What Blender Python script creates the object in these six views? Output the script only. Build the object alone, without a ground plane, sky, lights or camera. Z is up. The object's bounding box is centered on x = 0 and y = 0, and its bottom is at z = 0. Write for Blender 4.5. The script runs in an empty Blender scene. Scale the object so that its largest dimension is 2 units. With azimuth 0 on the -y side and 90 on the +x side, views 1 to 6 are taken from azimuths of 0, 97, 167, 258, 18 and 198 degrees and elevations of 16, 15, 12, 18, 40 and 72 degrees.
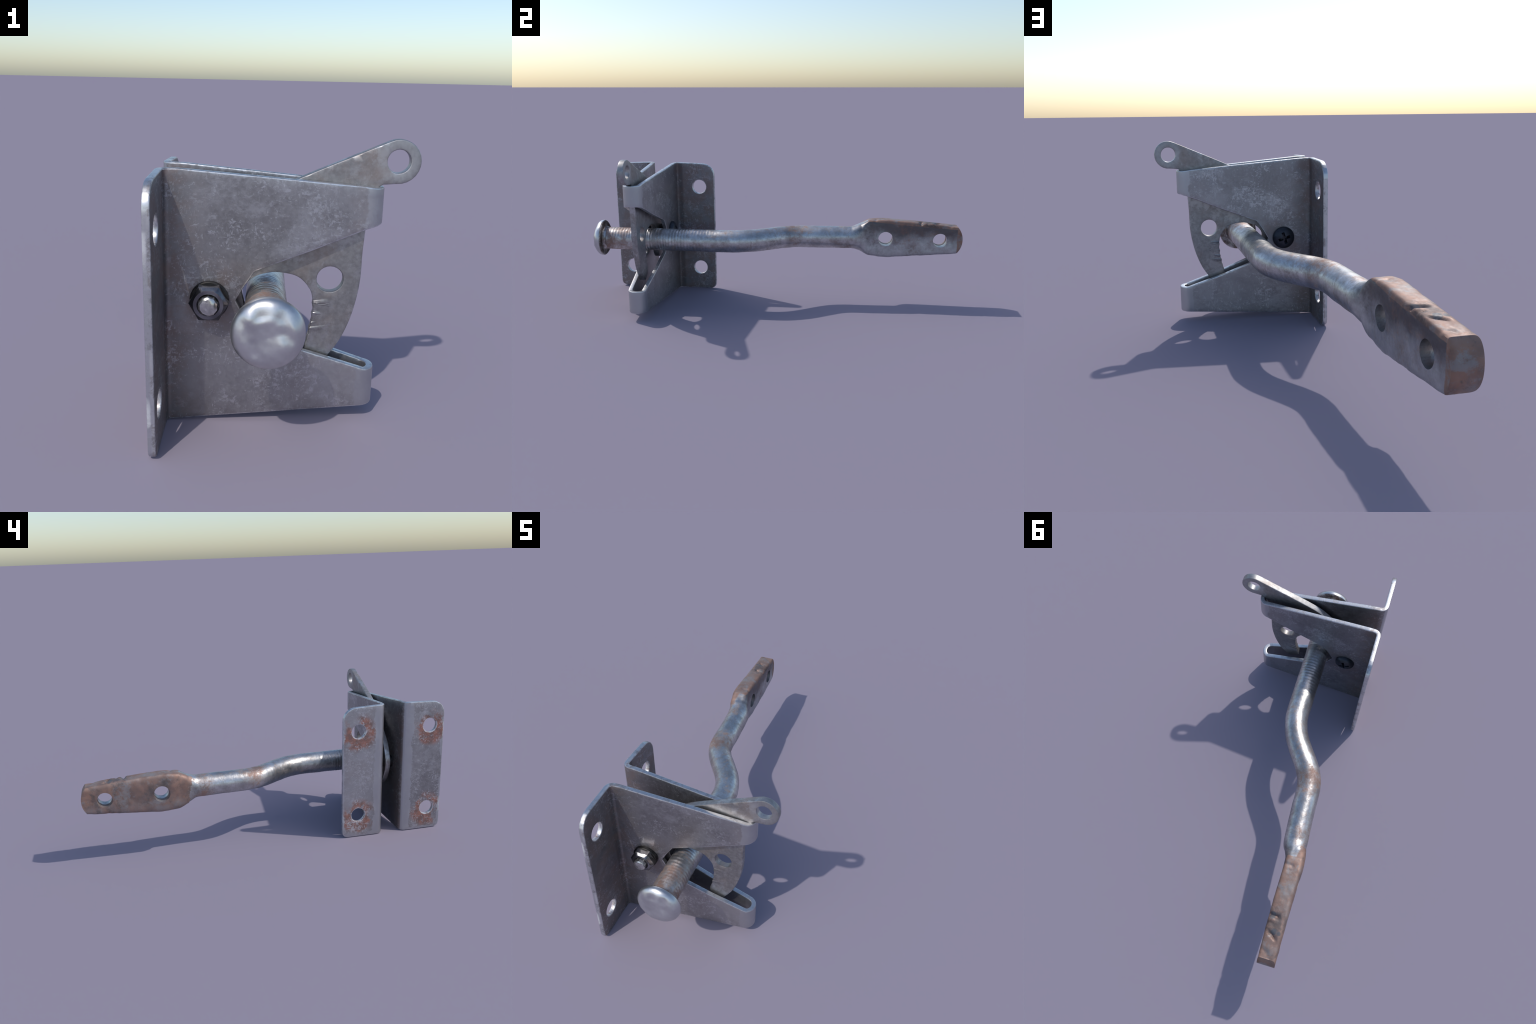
"""Gate latch: folded sheet-metal bracket, pivoting thumb lever, striker bar with
a mushroom head and a flattened two-hole tab, pivot bolt.  Metres, z up."""
import bpy, bmesh, math
from mathutils import Vector, noise
from mathutils.geometry import delaunay_2d_cdt

# ------------------------------------------------------------------ helpers
def lerp(a, b, t): return a + (b - a) * t
def smooth(t):
    t = max(0.0, min(1.0, t)); return t * t * (3 - 2 * t)
def interp(x, table):
    """monotone-ish piecewise smooth interpolation of rows (x, v...)"""
    if x <= table[0][0]: return table[0][1:]
    for a, b in zip(table, table[1:]):
        if x <= b[0]:
            t = (x - a[0]) / (b[0] - a[0])
            return tuple(lerp(p, q, t) for p, q in zip(a[1:], b[1:]))
    return table[-1][1:]

def circle(cx, cy, r, n, ccw=True):
    s = 1 if ccw else -1
    return [(cx + r * math.cos(s * 2 * math.pi * i / n), cy + r * math.sin(s * 2 * math.pi * i / n)) for i in range(n)]

def fillet(points, closed=True, seg=7):
    """polyline of (x, y, radius) -> rounded polyline"""
    out, n = [], len(points)
    for i in range(n):
        p = Vector(points[i][:2]); r = points[i][2] if len(points[i]) > 2 else 0
        if (not closed and i in (0, n - 1)) or r <= 0:
            out.append((p.x, p.y)); continue
        a, b = Vector(points[i - 1][:2]), Vector(points[(i + 1) % n][:2])
        da, db = (a - p).normalized(), (b - p).normalized()
        ang = da.angle(db)
        t = r / math.tan(ang / 2)
        t = min(t, (a - p).length * .49, (b - p).length * .49)
        r2 = t * math.tan(ang / 2)
        c = p + (da + db).normalized() * (r2 / math.sin(ang / 2))
        s, e = p + da * t - c, p + db * t - c
        sweep = s.angle(e) * (1 if s.cross(e) > 0 else -1)
        for k in range(seg + 1):
            th = sweep * k / seg
            v = Vector((s.x * math.cos(th) - s.y * math.sin(th), s.x * math.sin(th) + s.y * math.cos(th)))
            out.append((c.x + v.x, c.y + v.y))
    return out

def catmull(pts, per=6):
    out, n = [], len(pts)
    for i in range(n - 1):
        p0, p1, p2, p3 = pts[max(i - 1, 0)], pts[i], pts[i + 1], pts[min(i + 2, n - 1)]
        for k in range(per):
            t = k / per
            out.append(tuple(.5 * (2 * b + (c - a) * t + (2 * a - 5 * b + 4 * c - d) * t * t + (3 * b - a - 3 * c + d) * t ** 3)
                             for a, b, c, d in zip(p0, p1, p2, p3)))
    out.append(tuple(pts[-1]))
    return out

def resample(loop, step):
    out = []
    for a, b in zip(loop, loop[1:] + loop[:1]):
        d = math.dist(a, b)
        if d < 1e-6: continue
        k = max(1, math.ceil(d / step))
        out += [(lerp(a[0], b[0], i / k), lerp(a[1], b[1], i / k)) for i in range(k)]
    return out

def area(loop):
    return .5 * sum(a[0] * b[1] - b[0] * a[1] for a, b in zip(loop, loop[1:] + loop[:1]))

def inset(loop, d):
    """move every point to the left of travel (inwards for ccw) by d"""
    out, n = [], len(loop)
    for i in range(n):
        p = Vector(loop[i])
        e1 = (p - Vector(loop[i - 1])).normalized(); e2 = (Vector(loop[(i + 1) % n]) - p).normalized()
        n1, n2 = Vector((-e1.y, e1.x)), Vector((-e2.y, e2.x))
        m = n1 + n2
        m = m / max(.35, m.dot(m) / 2) if m.length > 1e-6 else n1
        out.append((p.x + m.x * d, p.y + m.y * d))
    return out

def inside(p, loops):
    c = False
    for l in loops:
        for a, b in zip(l, l[1:] + l[:1]):
            if (a[1] > p[1]) != (b[1] > p[1]) and p[0] < (b[0] - a[0]) * (p[1] - a[1]) / (b[1] - a[1]) + a[0]:
                c = not c
    return c

ROOT = None
def add_object(name, verts, faces, mats, face_mats=None, parent=None, angle=35, weighted=True):
    me = bpy.data.meshes.new(name)
    me.from_pydata(verts, [], faces)
    for m in mats: me.materials.append(m)
    if face_mats:
        me.polygons.foreach_set("material_index", face_mats)
    bm = bmesh.new(); bm.from_mesh(me)
    bmesh.ops.recalc_face_normals(bm, faces=bm.faces)
    bm.to_mesh(me); bm.free()
    ob = bpy.data.objects.new(name, me)
    bpy.context.scene.collection.objects.link(ob)
    ob.parent = parent or ROOT
    me.shade_smooth()
    me.set_sharp_from_angle(angle=math.radians(angle))
    if weighted:
        w = ob.modifiers.new("weighted", "WEIGHTED_NORMAL"); w.keep_sharp = True; w.weight = 80
    return ob

def sheet(name, outline, holes, place, thick, bevel, mats, step=.012, grid=.025, fine=None, parent=None):
    """stamped sheet: flat outline with holes -> solid with rounded rims, every
    point put in space by place(u, v, offset)."""
    outline = resample(outline if area(outline) > 0 else outline[::-1], step)
    holes = [h if area(h) < 0 else h[::-1] for h in holes]
    loops = [outline] + holes
    rows = [(0.0, 1 - 0.0)]                        # (inset, offset) rim profile, quarter round both sides
    prof = []
    h = thick / 2
    for k in range(3):
        a = math.pi / 2 * k / 2
        prof.append((bevel * (1 - math.sin(a)) , h - bevel * (1 - math.cos(a))))
    # prof[0]: inset=bevel offset=h ; prof[2]: inset=0 offset=h-bevel
    prof = prof + [(i, -o) for i, o in prof[::-1]]
    ins = [inset(l, bevel) for l in loops]
    pts, edges = [], []
    for l in ins:
        s = len(pts); pts += l
        edges += [(s + i, s + (i + 1) % len(l)) for i in range(len(l))]
    us = [p[0] for p in outline]; vs = [p[1] for p in outline]
    nb = len(pts)
    u = min(us)
    cols = []
    while u < max(us):
        cols.append(u); u += (fine(u) if fine else grid)
    for u in cols:
        v = min(vs)
        while v < max(vs):
            v += grid
            if inside((u, v), ins) and all(math.hypot(u - q[0], v - q[1]) > grid * .28 for q in pts[:nb]):
                pts.append((u, v))
    cv, ce, cf, ov, oe, of = delaunay_2d_cdt([Vector(p) for p in pts], edges, [], 0, 1e-6)
    new = {}
    for i, o in enumerate(ov):
        for k in o: new[k] = i
    tris = [f for f in cf if inside(tuple(sum((cv[i] for i in f), Vector((0, 0))) / len(f)), ins)]
    n = len(cv)
    verts = [place(p.x, p.y, h) for p in cv] + [place(p.x, p.y, -h) for p in cv]
    faces = [tuple(f) for f in tris] + [tuple(n + i for i in f[::-1]) for f in tris]
    fm = [0] * len(faces)
    s = 0
    for l, il in zip(loops, ins):
        m = len(l)
        rings = [[new[s + i] for i in range(m)]]
        for (d, o) in prof[1:-1]:
            il2 = inset(l, d); base = len(verts)
            verts += [place(p[0], p[1], o) for p in il2]
            rings.append(list(range(base, base + m)))
        rings.append([n + new[s + i] for i in range(m)])
        for a, b in zip(rings, rings[1:]):
            for i in range(m):
                faces.append((a[i], a[(i + 1) % m], b[(i + 1) % m], b[i])); fm.append(1)
        s += m
    return add_object(name, verts, faces, mats, fm, parent)

def lathe_y(name, profile, cx, cz, n, mats, parent=None, phase=0, angle=35, deform=None, hexes=()):
    """closed solid of revolution round the y direction; profile rows (y, r)"""
    verts, faces = [], []
    for y, r in profile:
        for i in range(n):
            a = phase + 2 * math.pi * i / n
            p = Vector((cx + r * math.cos(a), y, cz + r * math.sin(a)))
            verts.append(deform(p) if deform else p)
    m = len(profile)
    for j in range(m - 1):
        for i in range(n):
            faces.append((j * n + i, j * n + (i + 1) % n, (j + 1) * n + (i + 1) % n, (j + 1) * n + i))
    faces.append(tuple(range(n))); faces.append(tuple(range((m - 1) * n, m * n)))
    return add_object(name, verts, faces, mats, None, parent, angle)

def boolean(ob, cutters):
    for c in cutters:
        b = ob.modifiers.new("cut", "BOOLEAN"); b.operation = "DIFFERENCE"; b.object = c; b.solver = "EXACT"
    dg = bpy.context.evaluated_depsgraph_get(); dg.update()
    me = bpy.data.meshes.new_from_object(ob.evaluated_get(dg), depsgraph=dg)
    old = ob.data; ob.modifiers.clear(); ob.data = me; me.name = ob.name
    bpy.data.meshes.remove(old)
    for c in cutters:
        d = c.data; bpy.data.objects.remove(c); bpy.data.meshes.remove(d)

# ------------------------------------------------------------------ material kit
class Net:
    def __init__(self, name):
        self.mat = bpy.data.materials.new(name); self.mat.use_nodes = True
        self.t = self.mat.node_tree; self.t.nodes.clear()
        self.out = self.t.nodes.new("ShaderNodeOutputMaterial")
        self.bsdf = self.t.nodes.new("ShaderNodeBsdfPrincipled")
        self.t.links.new(self.bsdf.outputs[0], self.out.inputs[0])
        self.co = self.t.nodes.new("ShaderNodeTexCoord").outputs["Object"]
    def put(self, sock, v):
        if hasattr(v, "is_output"): self.t.links.new(v, sock)
        else: sock.default_value = v
    def set(self, **kw):
        for k, v in kw.items(): self.put(self.bsdf.inputs[k.replace("_", " ")], v)
    def math(self, op, a, b=0.0, c=0.0, clamp=False):
        n = self.t.nodes.new("ShaderNodeMath"); n.operation = op; n.use_clamp = clamp
        for s, v in zip(n.inputs, (a, b, c)): self.put(s, v)
        return n.outputs[0]
    def xyz(self):
        n = self.t.nodes.new("ShaderNodeSeparateXYZ"); self.put(n.inputs[0], self.co); return n.outputs
    def mapping(self, scale, rot=(0, 0, 0)):
        n = self.t.nodes.new("ShaderNodeMapping"); self.put(n.inputs[0], self.co)
        n.inputs["Scale"].default_value = scale; n.inputs["Rotation"].default_value = rot
        return n.outputs[0]
    def noise(self, scale, detail=4, rough=.55, dist=0.0, vec=None):
        n = self.t.nodes.new("ShaderNodeTexNoise")
        self.put(n.inputs["Vector"], vec or self.co)
        n.inputs["Scale"].default_value = scale; n.inputs["Detail"].default_value = detail
        n.inputs["Roughness"].default_value = rough; n.inputs["Distortion"].default_value = dist
        return n.outputs[0]
    def ramp(self, v, lo, hi, a=0.0, b=1.0):
        n = self.t.nodes.new("ShaderNodeMapRange"); n.interpolation_type = "SMOOTHSTEP"
        for s, x in zip(n.inputs, (v, lo, hi, a, b)): self.put(s, x)
        return n.outputs[0]
    def mix(self, f, a, b):
        n = self.t.nodes.new("ShaderNodeMix"); n.data_type = "RGBA"
        self.put(n.inputs[0], f); self.put(n.inputs[6], a if hasattr(a, "is_output") else (*a, 1) if len(a) == 3 else a)
        self.put(n.inputs[7], b if hasattr(b, "is_output") else (*b, 1) if len(b) == 3 else b)
        return n.outputs[2]
    def near(self, p, r0, r1):
        """1 within r0 of point p, 0 beyond r1"""
        n = self.t.nodes.new("ShaderNodeVectorMath"); n.operation = "DISTANCE"
        self.put(n.inputs[0], self.co); n.inputs[1].default_value = p
        return self.ramp(n.outputs["Value"], r0, r1, 1.0, 0.0)
    def bump(self, h, strength, dist, normal=None):
        n = self.t.nodes.new("ShaderNodeBump"); self.put(n.inputs["Height"], h)
        n.inputs["Strength"].default_value = strength; n.inputs["Distance"].default_value = dist
        if normal is not None: self.put(n.inputs["Normal"], normal)
        return n.outputs[0]
    def mx(self, *v):
        o = v[0]
        for x in v[1:]: o = self.math("MAXIMUM", o, x)
        return o

HOLES = [(-.352, -.900, .614), (-.352, -.902, .128), (-.352, -.485, .614), (-.352, -.488, .130)]
PIVOT = (-.217, -.69, .381)

def flecks(m, x):
    """pale scuffs: short soft strokes running several ways, everywhere but gathered in clusters"""
    fields = []
    for k, (rot, sc) in enumerate([((.3, .5, .2), (1, 1, 2.4)), ((.2, -.7, .4), (2.2, 1, 1)), ((-.5, .2, .9), (1, 2.0, 1))]):
        fields.append(m.noise(36 + 13 * k, 8, .70, .12, m.mapping(sc, rot)))
    cluster = m.noise(6.5, 5, .62)
    thr = m.ramp(cluster, .34, .66, .70, .55)
    d = m.math("SUBTRACT", m.mx(*fields), thr)
    soft = m.ramp(d, -.035, .065)
    flake = m.mx(m.noise(19, 11, .78, .15, m.mapping((1, 1, 1.7), (.4, .6, .1))), m.noise(23, 11, .80, .1, m.mapping((1.8, 1.3, 1), (.1, -.5, .8))))
    grain = m.math("MULTIPLY", m.ramp(flake, .55, .655), m.ramp(m.noise(4.6, 4, .6), .34, .62, .25, .95))
    soft = m.mx(m.math("MULTIPLY", soft, 1.0), m.math("MULTIPLY", grain, .72))
    dots = m.ramp(m.math("SUBTRACT", m.noise(120, 3, .6), m.ramp(cluster, .35, .65, .70, .60)), 0, .06)
    return m.mx(soft, m.math("MULTIPLY", dots, .75)), cluster

def bracket_material(rim=False):
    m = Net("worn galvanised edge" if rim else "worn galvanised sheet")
    x, y, z = m.xyz()
    fl, cluster = flecks(m, x)
    broad = m.noise(3.6, 5, .6)
    fine = m.noise(95, 5, .7)
    wob = m.math("MULTIPLY", m.math("SUBTRACT", m.noise(13, 6, .72, .3), .5), .075)
    tip = m.ramp(m.math("ADD", x, m.math("MULTIPLY", wob, .6)), .213, .221)
    dy = m.math("ABSOLUTE", m.math("ADD", y, .690))
    back = m.ramp(x, -.354, -.348, 1.0, 0.0)
    strip = m.math("MULTIPLY", back, m.ramp(m.math("ADD", dy, wob), .108, .113, 1.0, 0.0))
    foot = m.math("MULTIPLY", back, m.mx(m.ramp(m.math("ADD", z, wob), .012, .020, 1.0, 0.0), m.ramp(m.math("ADD", dy, wob), .281, .288)))
    clean = m.mx(tip, strip, foot)
    # grime round the pivot and in the fold, whose darkening also subdues its reflection
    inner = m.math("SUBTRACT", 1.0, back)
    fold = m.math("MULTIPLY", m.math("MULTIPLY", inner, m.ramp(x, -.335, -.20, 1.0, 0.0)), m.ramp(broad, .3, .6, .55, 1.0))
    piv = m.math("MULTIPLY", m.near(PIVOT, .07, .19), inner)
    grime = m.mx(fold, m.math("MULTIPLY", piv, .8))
    patch = m.ramp(m.noise(3.4, 5, .62, .3), .50, .64)
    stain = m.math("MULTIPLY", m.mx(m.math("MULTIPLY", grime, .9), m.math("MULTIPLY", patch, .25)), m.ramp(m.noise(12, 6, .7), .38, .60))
    # soft broken rust round the screw holes on the mounting side
    halo = None
    for p in HOLES:
        h = m.near((-.363, p[1], p[2] - .012), .03, .142)
        halo = h if halo is None else m.mx(halo, h)
    halo = m.math("MULTIPLY", halo, m.ramp(x, -.357, -.347, 1.0, .15))
    rn = m.noise(10, 5, .6, .3)
    rust = m.ramp(m.math("MULTIPLY", halo, m.ramp(rn, .36, .58, .05, 1.5)), .10, .85)
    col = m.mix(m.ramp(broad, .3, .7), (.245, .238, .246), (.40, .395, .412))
    col = m.mix(m.ramp(fine, .35, .7, 0, .30), col, (.42, .412, .43))
    cloud = m.ramp(m.noise(6.2, 9, .74, .2, m.mapping((1, 1, 1.25), (.5, .2, .7))), .49, .62)
    col = m.mix(m.math("MULTIPLY", cloud, .50), col, (.47, .467, .49))
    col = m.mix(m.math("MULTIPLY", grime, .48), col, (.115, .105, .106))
    fold_shade = m.math("MULTIPLY", m.math("MULTIPLY", m.ramp(x, -.3405, -.326, 1.0, 0.0), inner), m.math("MULTIPLY", m.ramp(dy, .07, .078), m.ramp(dy, .10, .115, 1.0, 0.0)))  # shade painted along the inner bend to dull its bright reflected line
    col = m.mix(m.math("MULTIPLY", fold_shade, .42), col, (.075, .065, .062))
    col = m.mix(m.math("MULTIPLY", stain, .55), col, (.225, .135, .105))
    rcol = m.mix(m.ramp(m.noise(28, 4, .65), .35, .65), (.150, .062, .042), (.33, .110, .060))
    col = m.mix(m.math("MULTIPLY", rust, .80), col, rcol)
    light = m.math("MULTIPLY", fl, m.math("SUBTRACT", .80, m.math("MULTIPLY", grime, .35)))
    col = m.mix(light, col, (.53, .53, .56))
    col = m.mix(m.math("MULTIPLY", clean, .9), col, (.46, .465, .49))
    if rim:
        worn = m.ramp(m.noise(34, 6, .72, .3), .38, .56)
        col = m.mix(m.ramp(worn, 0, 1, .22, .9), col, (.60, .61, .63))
        rgh = m.ramp(worn, 0, 1, .46, .34)
    else:
        rgh = m.ramp(m.mx(light, clean), 0, 1, .45, .40)
        rgh = m.math("ADD", rgh, m.math("ADD", m.ramp(fine, .3, .7, -.05, .06), m.math("ADD", m.math("MULTIPLY", grime, .08), m.math("MULTIPLY", fold_shade, .16))))
    met = m.math("SUBTRACT", .95, m.math("MULTIPLY", m.mx(rust, m.math("MULTIPLY", stain, .45)), .62))
    n = m.bump(m.math("ADD", m.math("MULTIPLY", fl, .6), m.math("MULTIPLY", fine, .5)), .18, .0012)
    n = m.bump(m.noise(8, 3, .5), .10, .006, n)
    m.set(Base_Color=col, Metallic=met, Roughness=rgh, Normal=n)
    return m.mat

def lever_material(rim=False):
    m = Net("lever edge steel" if rim else "lever steel")
    x, y, z = m.xyz()
    blot = m.noise(21, 6, .70, .3)
    big = m.noise(5.5, 3, .5)
    zinc = m.ramp(m.math("ADD", blot, m.math("MULTIPLY", m.math("SUBTRACT", big, .5), .6)), .47, .64)
    col = m.mix(m.ramp(m.noise(60, 4, .6), .3, .7), (.27, .265, .265), (.36, .355, .355))
    brown = m.math("MULTIPLY", m.ramp(m.noise(7, 5, .65), .46, .68), .34)
    col = m.mix(brown, col, (.28, .185, .14))
    col = m.mix(m.math("MULTIPLY", zinc, .5 if not rim else .75), col, (.50, .505, .52))
    tip = m.math("MULTIPLY", m.near((.302, -.70, .775), .050, .070), m.ramp(blot, .35, .55, .4, 1.0))
    col = m.mix(m.math("MULTIPLY", tip, .5), col, (.46, .465, .48))
    # a few blunt dents along the inner edge of the hook
    dv = m.mapping((6, 4, 30), (0, .12, 0))
    dents = m.math("MULTIPLY", m.ramp(m.noise(1.35, 3, .5, .9, dv), .46, .66), m.near((.074, -.70, .33), .02, .075))
    n = m.bump(dents, .40, .016)
    n = m.bump(blot, .12, .002, n)
    m.set(Base_Color=col, Metallic=m.math("SUBTRACT", .93, m.math("MULTIPLY", brown, .6)), Roughness=m.ramp(zinc, 0, 1, .48, .38), Normal=n)
    return m.mat

def bar_material():
    m = Net("rusting zinc bar")
    x, y, z = m.xyz()
    n1 = m.noise(17, 9, .72, .2, m.mapping((1, .7, 1))); n2 = m.noise(5, 4, .6); n3 = m.noise(60, 6, .75)
    wander = m.math("MULTIPLY", m.math("SUBTRACT", m.noise(16, 7, .7), .5), .22)
    tab = m.ramp(m.math("ADD", y, wander), .36, .52)
    far = m.math("MULTIPLY", tab, m.ramp(x, -.285, -.240, 1.0, 0.0))      # outer face of the tab rusts most
    ridge = m.math("ADD", z, m.math("MULTIPLY", m.math("SUBTRACT", y, .6), .075))
    top = m.math("MULTIPLY", tab, m.ramp(ridge, .440, .460))
    tabend = m.ramp(y, .955, .985, 0, 1.1)
    bend = m.mx(m.near((-.22, .09, .40), .0, .24), m.math("MULTIPLY", m.near((-.24, .36, .36), .02, .18), .95), m.math("MULTIPLY", m.near((-.10, -.12, .36), .0, .16), .7))
    front = m.math("MULTIPLY", m.ramp(y, -.93, -.60, .66, .42), m.ramp(y, -.40, -.20, 1.0, .35))
    lvl = m.mx(m.math("MULTIPLY", bend, .75), front, .45, m.math("MULTIPLY", far, 1.25), m.math("MULTIPLY", top, 1.4), tabend)
    mixn = m.math("ADD", m.math("ADD", m.math("MULTIPLY", n1, .52), m.math("MULTIPLY", n2, .28)), m.math("MULTIPLY", n3, .20))
    rust = m.ramp(m.math("SUBTRACT", mixn, m.ramp(lvl, 0, 1.25, .72, .22)), -.09, .13)
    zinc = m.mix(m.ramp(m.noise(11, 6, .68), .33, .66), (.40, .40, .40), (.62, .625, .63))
    zinc = m.mix(m.ramp(n3, .40, .66, 0, .35), zinc, (.30, .265, .24))
    # inner face of the tab: darker above, greyer below
    near_face = m.math("MULTIPLY", tab, m.ramp(x, -.245, -.225))
    upper_dark = m.math("MULTIPLY", near_face, m.ramp(m.math("ADD", z, m.math("MULTIPLY", m.math("SUBTRACT", m.noise(8, 5, .65), .5), .16)), .325, .42))
    zinc = m.mix(m.math("MULTIPLY", near_face, .5), zinc, (.36, .375, .40))
    zinc = m.mix(m.math("MULTIPLY", upper_dark, .88), zinc, (.085, .070, .072))
    rc = m.mix(m.ramp(m.noise(15, 6, .68), .32, .66), (.165, .090, .067), (.315, .170, .118))
    rc = m.mix(m.ramp(m.noise(7.5, 5, .6), .50, .68, 0, .6), rc, (.36, .185, .115))
    rc = m.mix(m.ramp(m.noise(9.5, 6, .7), .56, .66, 0, .5), rc, (.29, .28, .275))
    rc = m.mix(m.math("MULTIPLY", top, .35), rc, (.34, .22, .17))
    low = m.math("MULTIPLY", far, m.ramp(m.math("ADD", z, wander), .28, .37, 1.0, 0.0))
    rc = m.mix(m.math("MULTIPLY", low, m.ramp(m.noise(19, 6, .7), .36, .62, .2, .75)), rc, (.25, .225, .225))
    rc = m.mix(m.ramp(m.noise(6.5, 6, .72, .4), .50, .62, 0, .8), rc, (.075, .055, .050))
    rc = m.mix(m.math("MULTIPLY", tab, m.ramp(m.noise(8.3, 6, .75, .2, m.mapping((1, 1, 1), (1, 2, 3))), .54, .64, 0, .6)), rc, (.27, .275, .285))
    split = m.mx(m.near((-.235, .777, .455), .008, .030), m.near((-.212, .776, .455), .008, .024), m.near((-.262, .848, .447), .006, .026), m.near((-.285, .851, .447), .004, .018))
    split = m.ramp(m.math("ADD", split, m.math("MULTIPLY", wander, 2.4)), .45, .8)
    rc = m.mix(m.math("MULTIPLY", split, .8), rc, (.075, .085, .10))
    col = m.mix(m.math("MULTIPLY", rust, .86), zinc, rc)
    met = m.math("SUBTRACT", m.ramp(rust, 0, 1, .95, .52), m.math("MULTIPLY", upper_dark, .25))
    rgh = m.math("ADD", m.ramp(rust, 0, 1, .35, .56), m.ramp(n3, .3, .7, -.04, .08))
    rgh = m.math("ADD", rgh, m.math("MULTIPLY", near_face, .07))
    n = m.bump(m.math("ADD", n1, m.math("MULTIPLY", n3, .3)), .20, .004)
    n = m.bump(m.noise(12, 4, .6), .22, .012, n)
    m.set(Base_Color=col, Metallic=met, Roughness=rgh, Normal=n)
    return m.mat

def plain_metal(name, base, dark, rough, scale=30, bump=.15, metal=.95, bdist=.003):
    m = Net(name)
    a = m.noise(scale, 5, .6)
    col = m.mix(m.ramp(a, .35, .68), dark, base)
    m.set(Base_Color=col, Metallic=metal, Roughness=m.math("ADD", m.ramp(a, .3, .7, -.06, .06), rough),
          Normal=m.bump(m.noise(scale * .5, 3, .5), bump, bdist))
    return m.mat

def head_material():
    m = Net("battered bright head")
    x, y, z = m.xyz()
    a = m.noise(16, 4, .6)
    col = m.mix(m.ramp(a, .3, .7), (.52, .525, .535), (.62, .625, .635))
    back = m.math("MULTIPLY", m.ramp(y, -.962, -.955), m.ramp(m.noise(26, 5, .7), .35, .6))
    col = m.mix(m.math("MULTIPLY", back, .85), col, (.12, .08, .06))
    m.set(Base_Color=col, Metallic=.95, Roughness=m.ramp(a, .3, .7, .30, .40), Normal=m.bump(m.noise(22, 3, .5), .12, .006))
    return m.mat

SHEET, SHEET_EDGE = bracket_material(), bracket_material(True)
LEVER, LEVER_EDGE = lever_material(), lever_material(True)
BAR, HEAD = bar_material(), head_material()
BLACK = plain_metal("black oxide screw", (.060, .063, .078), (.035, .037, .046), .40, 25, .1, .6)
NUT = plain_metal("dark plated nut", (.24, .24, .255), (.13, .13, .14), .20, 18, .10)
WASHER = plain_metal("dark washer", (.07, .068, .066), (.035, .034, .033), .5, 40, .2)
THREAD_END = plain_metal("bright bolt end", (.62, .62, .61), (.42, .42, .41), .24, 60, .3, .95, .004)

# ------------------------------------------------------------------ root
ROOT = bpy.data.objects.new("gate_latch", None)
bpy.context.scene.collection.objects.link(ROOT)
ROOT.empty_display_size = .2
ROOT["label"] = "weathered galvanised gate latch with lever and rusty striker bar"
ROOT["category"] = "gate latch"

# ------------------------------------------------------------------ bracket
T = .0215                     # sheet thickness
MID = -.690                  # mirror plane of the bracket
# plan view of the sheet's middle surface, front half (y below MID), then mirrored
XB, HB = -.3525, .0635        # bend corner: x and distance from the mirror plane
XT, HT = .2625, .0345        # U corner at the tip
half = [(XB, MID - .2945), (XB, MID - HB, .0245), (XT, MID - HT, .0335)]
plan = half + [(p[0], 2 * MID - p[1]) + tuple(p[2:]) for p in half[::-1]]
PATH = [Vector((p[0], p[1])) for p in fillet(plan, closed=False, seg=10)]
ARC = [0.0]
for a, b in zip(PATH, PATH[1:]): ARC.append(ARC[-1] + (b - a).length)
LEN = ARC[-1]
TAN = [(PATH[min(i + 1, len(PATH) - 1)] - PATH[max(i - 1, 0)]).normalized() for i in range(len(PATH))]
def on_path(s):
    s = max(0.0, min(LEN, s))
    for i in range(len(ARC) - 1):
        if s <= ARC[i + 1] + 1e-9:
            t = (s - ARC[i]) / (ARC[i + 1] - ARC[i])
            return PATH[i].lerp(PATH[i + 1], t), TAN[i].lerp(TAN[i + 1], t).normalized()
    return PATH[-1], TAN[-1]
def s_of_x(x):               # arc length where the front plate passes x
    lo, hi = ARC[1], LEN / 2
    for _ in range(40):
        m = (lo + hi) / 2
        if on_path(m)[0].x < x: lo = m
        else: hi = m
    return lo
S_BEND0, S_BEND1 = ARC[1], ARC[11]
BEND_CORNER = (S_BEND0 + S_BEND1) / 2
S_TIP0 = s_of_x(.224)

CURL0 = s_of_x(.218)
def place_bracket(s, z, off):
    p, t = on_path(s)
    q = p + Vector((t.y, -t.x)) * off
    if z > .50 and q.x > .217: q.x -= .07 * (q.x - .217)     # the upper loop is pinched a little shorter
    return Vector((q.x, q.y, z))

def mirror_s(pts): return [(LEN - p[0],) + tuple(p[1:]) for p in pts[::-1]]
X = s_of_x
S_MID = LEN / 2
flange_bot = [(0, 0.0, .032), (S_BEND0 + .02, 0.0, .0), (X(-.300), .003, .0), (X(-.225), .009, .0), (X(.20), .040, .0), (S_TIP0 + .02, .043, .0)]
notch_low = [(S_TIP0 + .02, .162, .02), (X(.06), .222, .0), (X(-.092), .280, .012), (X(-.119), .332, .01), (X(-.1425), .377, .008)]
notch_up = [(X(-.119), .418, .01), (X(-.090), .463, .012), (X(.07), .5245, .0), (X(.222), .5875, .015), (S_TIP0 + .035, .598, .01)]
top = [(S_TIP0 + .02, .7045, .0), (X(.20), .710, .0), (X(-.30), .7515, .0), (S_BEND0, .7525, .0), (0, .745, .072)]
OUTLINE = fillet(flange_bot + mirror_s(flange_bot) + mirror_s(top) + top, seg=5)
NOTCH = fillet(notch_low + notch_up + mirror_s(notch_up) + mirror_s(notch_low), seg=5)
def flange_s(y):                                  # flat-pattern position of a point on a flange
    return y - (MID - .2945) if y < MID else LEN - ((MID + .2945) - y)
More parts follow.
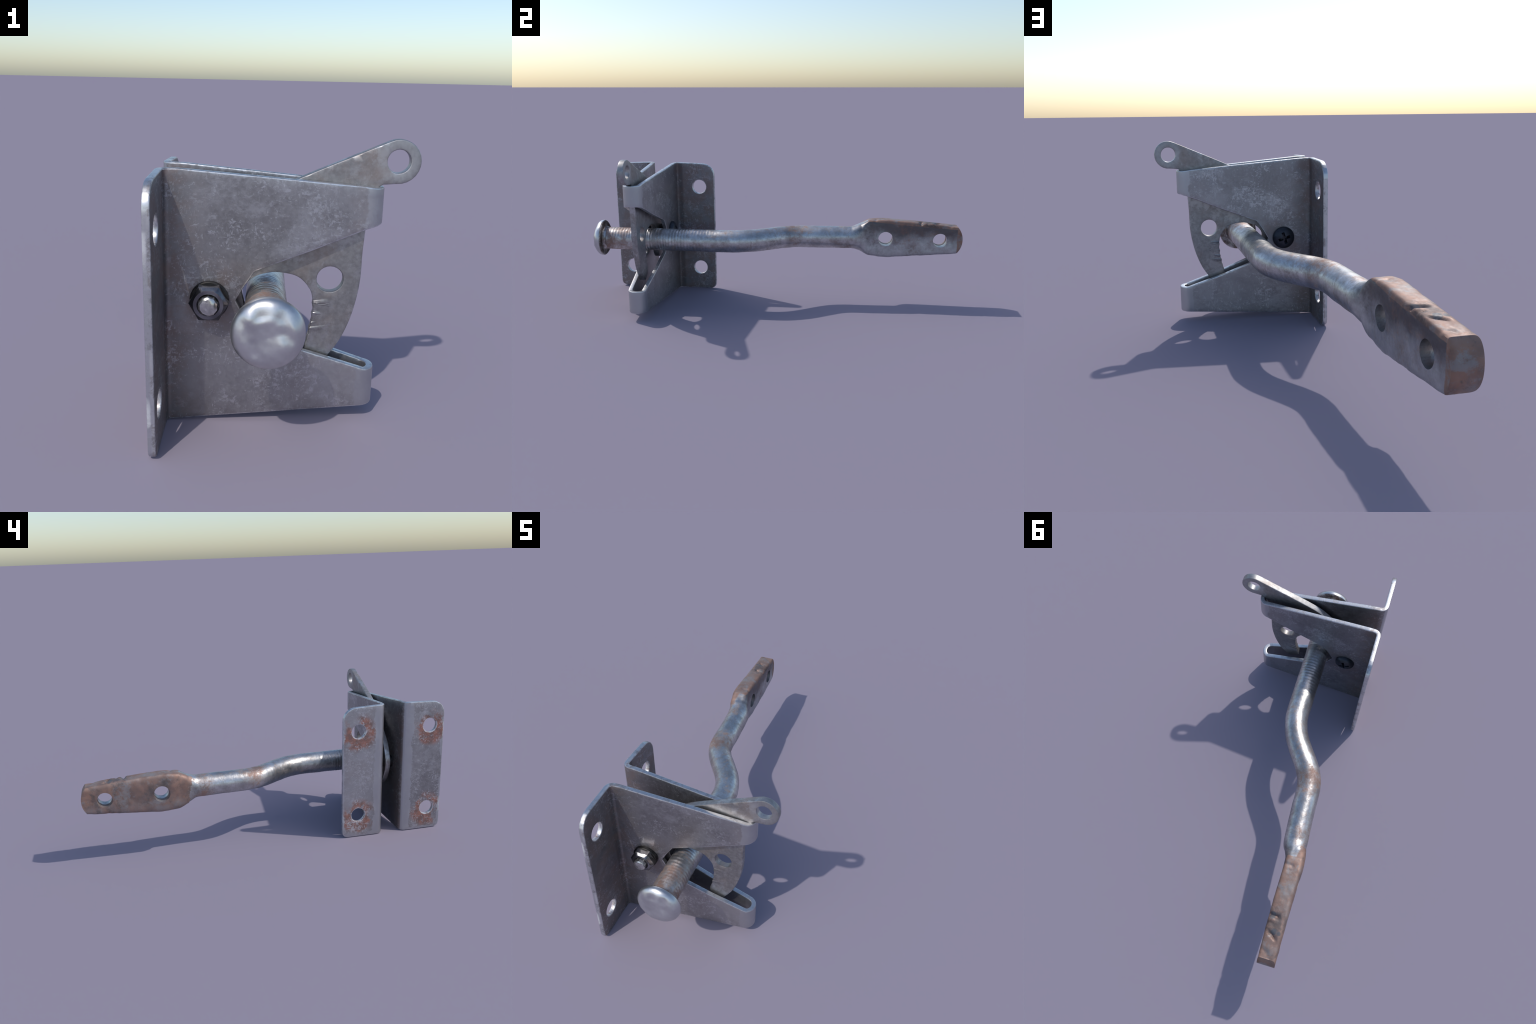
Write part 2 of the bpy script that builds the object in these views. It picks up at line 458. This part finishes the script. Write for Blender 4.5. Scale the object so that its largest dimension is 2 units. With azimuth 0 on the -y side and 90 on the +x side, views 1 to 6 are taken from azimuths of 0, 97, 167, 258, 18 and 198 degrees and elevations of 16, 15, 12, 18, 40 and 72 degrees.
bolt_holes = [circle(flange_s(p[1]), p[2], .039, 28) for p in HOLES]
def fine(s):
    d = min(s, LEN - s)
    if S_BEND0 - .004 < d < S_BEND1 + .004: return .0045
    if d > CURL0 - .004: return .0055
    return .022
sheet("bracket", OUTLINE, [resample(NOTCH, .009)] + bolt_holes, place_bracket, T, .0045, [SHEET, SHEET_EDGE], step=.008, grid=.022, fine=fine)

# ------------------------------------------------------------------ lever
def place_lever(x, z, off):
    y = -.6985 - .004 * (x - .15)
    return Vector((x, y - off, z))
tipc, tipr = Vector((.302, .775)), .0615
tip = [(tipc.x + tipr * math.cos(a), tipc.y + tipr * math.sin(a))
       for a in [math.radians(116 - 14 * k) for k in range(0, 16)]]
back = catmull([(.262, .711), (.238, .690), (.2255, .640), (.2215, .580), (.2175, .512), (.2165, .440), (.2085, .377), (.1935, .314), (.1675, .248), (.136, .199), (.124, .183)], 4)
hook = catmull([(.108, .178), (.085, .186), (.061, .212), (.066, .240), (.076, .285), (.0825, .335), (.0780, .386), (.062, .415), (.036, .438),
                (.002, .448), (-.040, .450), (-.085, .438), (-.115, .414), (-.1265, .388), (-.119, .352), (-.120, .310), (-.134, .268)], 4)
# worn, slightly toothed inner edge
hook = [(lerp(p[0], q[0], k / 5), lerp(p[1], q[1], k / 5)) for p, q in zip(hook, hook[1:]) for k in range(5)] + [hook[-1]]
hook = [(x + (.0030 * noise.noise(Vector((0, z * 70, 5.0))) + .0018 * noise.noise(Vector((3, z * 160, 1.0))) if .21 < z < .41 and x > .05 else 0), z) for x, z in hook]
tail = catmull([(-.150, .246), (-.172, .236), (-.205, .248), (-.243, .287), (-.270, .341), (-.279, .388), (-.272, .425), (-.236, .497), (-.180, .556), (-.120, .615), (-.070, .663), (-.030, .694), (.026, .7225), (.10, .7555)], 4)
LEVER_OUT = (tip + back + hook + tail)[::-1]
sheet("lever", LEVER_OUT, [circle(.302, .776, .0325, 24), circle(.1285, .433, .0385, 24)], place_lever, .030, .004,
      [LEVER, LEVER_EDGE], step=.010, grid=.022)

# ------------------------------------------------------------------ striker bar
CENTRE = catmull([(-.956, -.055), (-.60, -.055), (-.36, -.0535), (-.26, -.054), (-.20, -.064), (-.14, -.086), (-.07, -.128), (.0, -.178), (.06, -.2085), (.12, -.2215), (.24, -.2265), (.40, -.2375), (.45, -.250), (.50, -.2615), (.55, -.2625), (.75, -.2610), (1.0, -.2655)], 8)
#            y     half_x  z_low  z_high  squareness
SECTION = [(-.96, .0600, .303, .423, 2.0), (.395, .0600, .302, .424, 2.0), (.415, .0590, .299, .429, 2.15), (.45, .0530, .285, .440, 2.8), (.493, .0475, .2655, .4625, 8.0),
           (.55, .0460, .2585, .4665, 12), (.595, .0455, .2560, .4670, 13), (.74, .0445, .2700, .4570, 13), (.975, .0432, .2885, .4385, 14), (1.0, .0430, .2905, .4365, 14)]
def bar_mesh():
    ys, y = [], -.958
    while y < 1.0 - 1e-6:
        ys.append(y)
        y += .0032 if y < -.3 else (.010 if y < .38 else .0055)
    ys.append(1.0)
    N = 96
    verts, faces = [], []
    for y in ys:
        cx = interp(y, CENTRE)[0]
        dx = (interp(y + .01, CENTRE)[0] - interp(y - .01, CENTRE)[0]) / .02 if y < .99 else 0
        hx, zl, zh, p = interp(y, SECTION)
        cz, hz = (zl + zh) / 2, (zh - zl) / 2
        tabness = smooth((y - .40) / .10)
        for i in range(N):
            a = 2 * math.pi * i / N
            c, s = math.cos(a), math.sin(a)
            e = p
            if c < 0 and p > 3: e = lerp(p, 4.6, .80)            # the outer face is softer
            r = (abs(c) ** e + abs(s) ** e) ** (-1 / e)
            ux, uz = hx * r * c, hz * r * s
            # bends: keep the round section square to the spine
            yy = y
            if tabness < 1:
                k = 1 / math.sqrt(1 + dx * dx)
                yy = y - ux * dx * k * (1 - tabness)
                ux = lerp(ux * k, ux, tabness)
            # rounded tab end seen from the side
            if y > .93:
                q = (uz / hz)
                bulge = .027 * abs(q) ** 2.2
                yy -= bulge * smooth((y - .93) / .07)
            pos = Vector((cx + ux, yy, cz + uz))
            nrm = Vector((c, 0, s))
            # shallow thread marks
            th = smooth((-.30 - y) / .14) * smooth((y + .93) / .04)
            amp = (.00062 if y < -.70 else .0005) * th * (0.7 + 1.1 * noise.noise(Vector((c * 1.3, y * 9, s * 1.3))))
            d = amp * math.sin(2 * math.pi * (y / .0165 + .55 * noise.noise(Vector((3.3 + c * .4, y * 14, s * .4)))))
            d += .0012 * noise.fractal(Vector((pos.x * 16, pos.y * 16, pos.z * 16)), .9, 2.0, 3) * (1 + .8 * tabness)
            # two splits across the top of the tab, and blunt dents at its end
            if tabness > 0 and s > .62:
                u = (pos.x + .222) / -.087                        # 0 inner face .. 1 outer face
                for (y0, slope, w, depth, u0, u1) in ((.775, .010, .0095, .0150, -.2, .66), (.845, .05, .0085, .0110, .05, .78), (.812, -.01, .006, .005, -.2, .4), (.530, .012, .007, .004, -.2, .6), (.935, .02, .012, .0045, -.2, .6)):
                    yc = y0 + slope * u + .003 * noise.noise(Vector((u * 5, y0 * 9, 0)))
                    win = smooth((u - u0) / .2) * smooth((u1 - u) / .25)
                    d -= depth * smooth((s - .62) / .10) * win * math.exp(-((pos.y - yc) / w) ** 2)
            if tabness > 0:                                     # forged, lumpy faces
                d += .0007 * tabness * noise.noise(Vector((pos.x * 9, pos.y * 19, pos.z * 13 + 7)))
            if 1.0 - y > .002: pos += nrm * d
            verts.append(pos)
    m = len(ys)
    for j in range(m - 1):
        for i in range(N):
            faces.append((j * N + i, (j + 1) * N + i, (j + 1) * N + (i + 1) % N, j * N + (i + 1) % N))
    # end face with an inner ring so that it shades flat, and a plain cap inside the head
    base = (m - 1) * N
    end = [verts[base + i] for i in range(N)]
    c = sum(end, Vector()) / N
    for f in (.8, .5, .2):
        b = len(verts)
        for p in end:
            q = c.lerp(p, f); verts.append(Vector((q.x, 1.0 - .027 * abs((q.z - c.z) / .074) ** 2.2, q.z)))
        for i in range(N):
            faces.append((base + i, base + (i + 1) % N, b + (i + 1) % N, b + i)[::-1])
        base = b
    faces.append(tuple(base + i for i in range(N)))
    faces.append(tuple(range(N - 1, -1, -1)))
    return verts, faces
bv, bf = bar_mesh()
bar = add_object("striker_bar", bv, bf, [BAR], None, None, 38, False)
def hole_cutter(y, z, r):
    prof = [(-.40, r * 1.6), (-.330, r * 1.25), (-.309, r * 1.08), (-.298, r), (-.10, r)]
    n = 32; vs, fs = [], []
    for x, rr in prof:
        vs += [(x, y + rr * math.cos(2 * math.pi * i / n), z + rr * math.sin(2 * math.pi * i / n)) for i in range(n)]
    for j in range(len(prof) - 1):
        for i in range(n): fs.append((j * n + i, j * n + (i + 1) % n, (j + 1) * n + (i + 1) % n, (j + 1) * n + i))
    fs.append(tuple(range(n))); fs.append(tuple((len(prof) - 1) * n + i for i in range(n)))
    return add_object("cutter", vs, fs, [BAR], None, None, 30, False)
boolean(bar, [hole_cutter(.5865, .362, .0405), hole_cutter(.8805, .361, .0385)])
bar.data.shade_smooth(); bar.data.set_sharp_from_angle(angle=math.radians(38))

def split_bar(ob, y_cut):
    """the flattened tab becomes a part of its own; shading stays continuous"""
    me = ob.data
    normals = [tuple(n.vector) for n in me.corner_normals]
    def pick(keep, name):
        vmap, vs, fs, ns = {}, [], [], []
        for p in me.polygons:
            if keep(p.center.y):
                f = []
                for li in p.loop_indices:
                    v = me.loops[li].vertex_index
                    if v not in vmap: vmap[v] = len(vs); vs.append(me.vertices[v].co.copy())
                    f.append(vmap[v]); ns.append(normals[li])
                fs.append(f)
        n = bpy.data.meshes.new(name); n.from_pydata(vs, [], fs); n.materials.append(BAR)
        n.shade_smooth(); n.normals_split_custom_set(ns)
        return n
    a, b = pick(lambda y: y < y_cut, "striker_bar"), pick(lambda y: y >= y_cut, "mounting_tab")
    ob.data = a; bpy.data.meshes.remove(me); a.name = "striker_bar"
    t = bpy.data.objects.new("mounting_tab", b); bpy.context.scene.collection.objects.link(t); t.parent = ob
split_bar(bar, .41)

# mushroom head, battered: a low faceted disc with a soft front edge
def batter(p):
    dx, dz = p.x + .0515, p.z - .3655
    r = math.hypot(dx, dz)
    q = Vector((p.x * 21, 1.7, p.z * 21))
    if p.y < -.972:                                   # hammer marks, strongest towards the rim
        d = noise.noise(q) + .5 * noise.noise(q * 2.1)
        p.y += (.0042 * d * smooth(r / .05) + .0015 * d) * (1 - .8 * smooth((r - .065) / .025))
        for (ax, az, w, dep) in ((-.075, .425, .022, .0042), (-.018, .428, .020, .0048), (.014, .360, .017, .0045), (-.118, .395, .018, .003)):
            p.y += (1 - .7 * smooth((r - .068) / .022)) * dep * math.exp(-((p.x - ax) ** 2 + (p.z - az) ** 2) / w ** 2)
    k = (1.022 if r > .064 and p.y < -.952 else 1.0) + .018 * noise.noise(Vector((dx * 14, 4.1, dz * 14)))
    return Vector((-.0515 + dx * k, p.y, .3655 + dz * k))
prof = [(-.9965, .0008)]
for k in range(1, 15): prof.append((-.9965 - .002 * math.sin(k / 14 * math.pi), .066 * k / 14))
prof += [(-.9945, .071), (-.9910, .0775), (-.9860, .0840), (-.9805, .0890), (-.9745, .0925), (-.9690, .0940), (-.9600, .0945), (-.9575, .0935), (-.9530, .0890), (-.9525, .0820), (-.9530, .0680), (-.9480, .0630), (-.9350, .0592)]
lathe_y("bar_head", prof, -.0515, .3655, 56, [HEAD], bar, .1, 45, batter)

# ------------------------------------------------------------------ pivot bolt
bx, bz = -.2165, .381
bolt = lathe_y("pivot_bolt", [(-.8290, .0005), (-.8305, .013), (-.8292, .0225), (-.8250, .0273), (-.8170, .0286), (-.62, .0284), (-.62, .001)], bx, bz, 10, [THREAD_END], None, .3, 30,
               lambda p: p + Vector((0, .0022 * noise.noise(p * 90), 0)) if p.y < -.82 else p)
lathe_y("shank_cover", [(-.7410, .020), (-.7410, .0355), (-.6390, .0355), (-.6390, .020)], bx, bz, 32, [WASHER], bolt)  # added dark tube that hides the bright bolt shank between the plates
lathe_y("washer", [(-.7595, .034), (-.7600, .0555), (-.7725, .0555), (-.7745, .0535), (-.7745, .03)], bx, bz, 40, [WASHER], bolt)
def hex_nut():
    R = .0568
    prof = [(-.7735, 1.0), (-.7940, 1.0), (-.7965, .985), (-.8065, .80), (-.8085, .745), (-.8088, .70), (-.8088, .57), (-.8065, .535), (-.785, .53)]
    vs, fs, n = [], [], 48
    for y, k in prof:
        rnd = max(0.0, min(1.0, (1.0 - k) / .25))
        for i in range(n):
            a = 2 * math.pi * i / n
            loc = (a + math.pi / 6) % (math.pi / 3) - math.pi / 6
            hexr = math.cos(math.pi / 6) / math.cos(math.pi / 6 - abs((a % (math.pi / 3)) - 0) if False else ((a % (math.pi / 3)) - math.pi / 6))
            r = R * k * lerp(hexr, 1.0 - .03 * (1 - hexr), rnd) if k < .8 else R * k * lerp(hexr, 1.0, rnd * .35)
            vs.append((bx + r * math.cos(a), y, bz - .001 + r * math.sin(a)))
    m = len(prof)
    for j in range(m - 1):
        for i in range(n): fs.append((j * n + i, j * n + (i + 1) % n, (j + 1) * n + (i + 1) % n, (j + 1) * n + i))
    fs.append(tuple(range(n))); fs.append(tuple((m - 1) * n + i for i in range(n)))
    return add_object("nut", vs, fs, [NUT], None, bolt, 25)
hex_nut()
# cross-recess screw head on the rear plate
prof = [(-.632, .028), (-.6235, .0515), (-.6165, .0515)]
for k in range(1, 9):
    a = math.pi / 2 * k / 8
    prof.append((-.6165 + .0235 * math.sin(a), max(.0006, .0515 * math.cos(a))))
screw = lathe_y("screw_head", prof, -.2145, .381, 40, [BLACK], bolt, 0, 40)
screw.modifiers.clear()
def cross_arm(angle):
    """tapered slot pair through the dome"""
    L0, L1, w0, w1 = .043, .016, .0082, .0050
    vs = []
    for y, L, w in ((-.575, L0, w0), (-.6170, L1, w1)):
        for u, v in ((-L, -w), (L, -w), (L, w), (-L, w)):
            c, s = math.cos(angle), math.sin(angle)
            vs.append((-.2145 - (u * c - v * s), y, .381 + u * s + v * c))
    return add_object("cutter", vs, [(0, 1, 2, 3), (4, 5, 6, 7), (0, 1, 5, 4), (1, 2, 6, 5), (2, 3, 7, 6), (3, 0, 4, 7)], [BLACK], None, None, 30, False)
boolean(screw, [cross_arm(math.radians(17)), cross_arm(math.radians(107))])
screw.data.shade_smooth(); screw.data.set_sharp_from_angle(angle=math.radians(35))
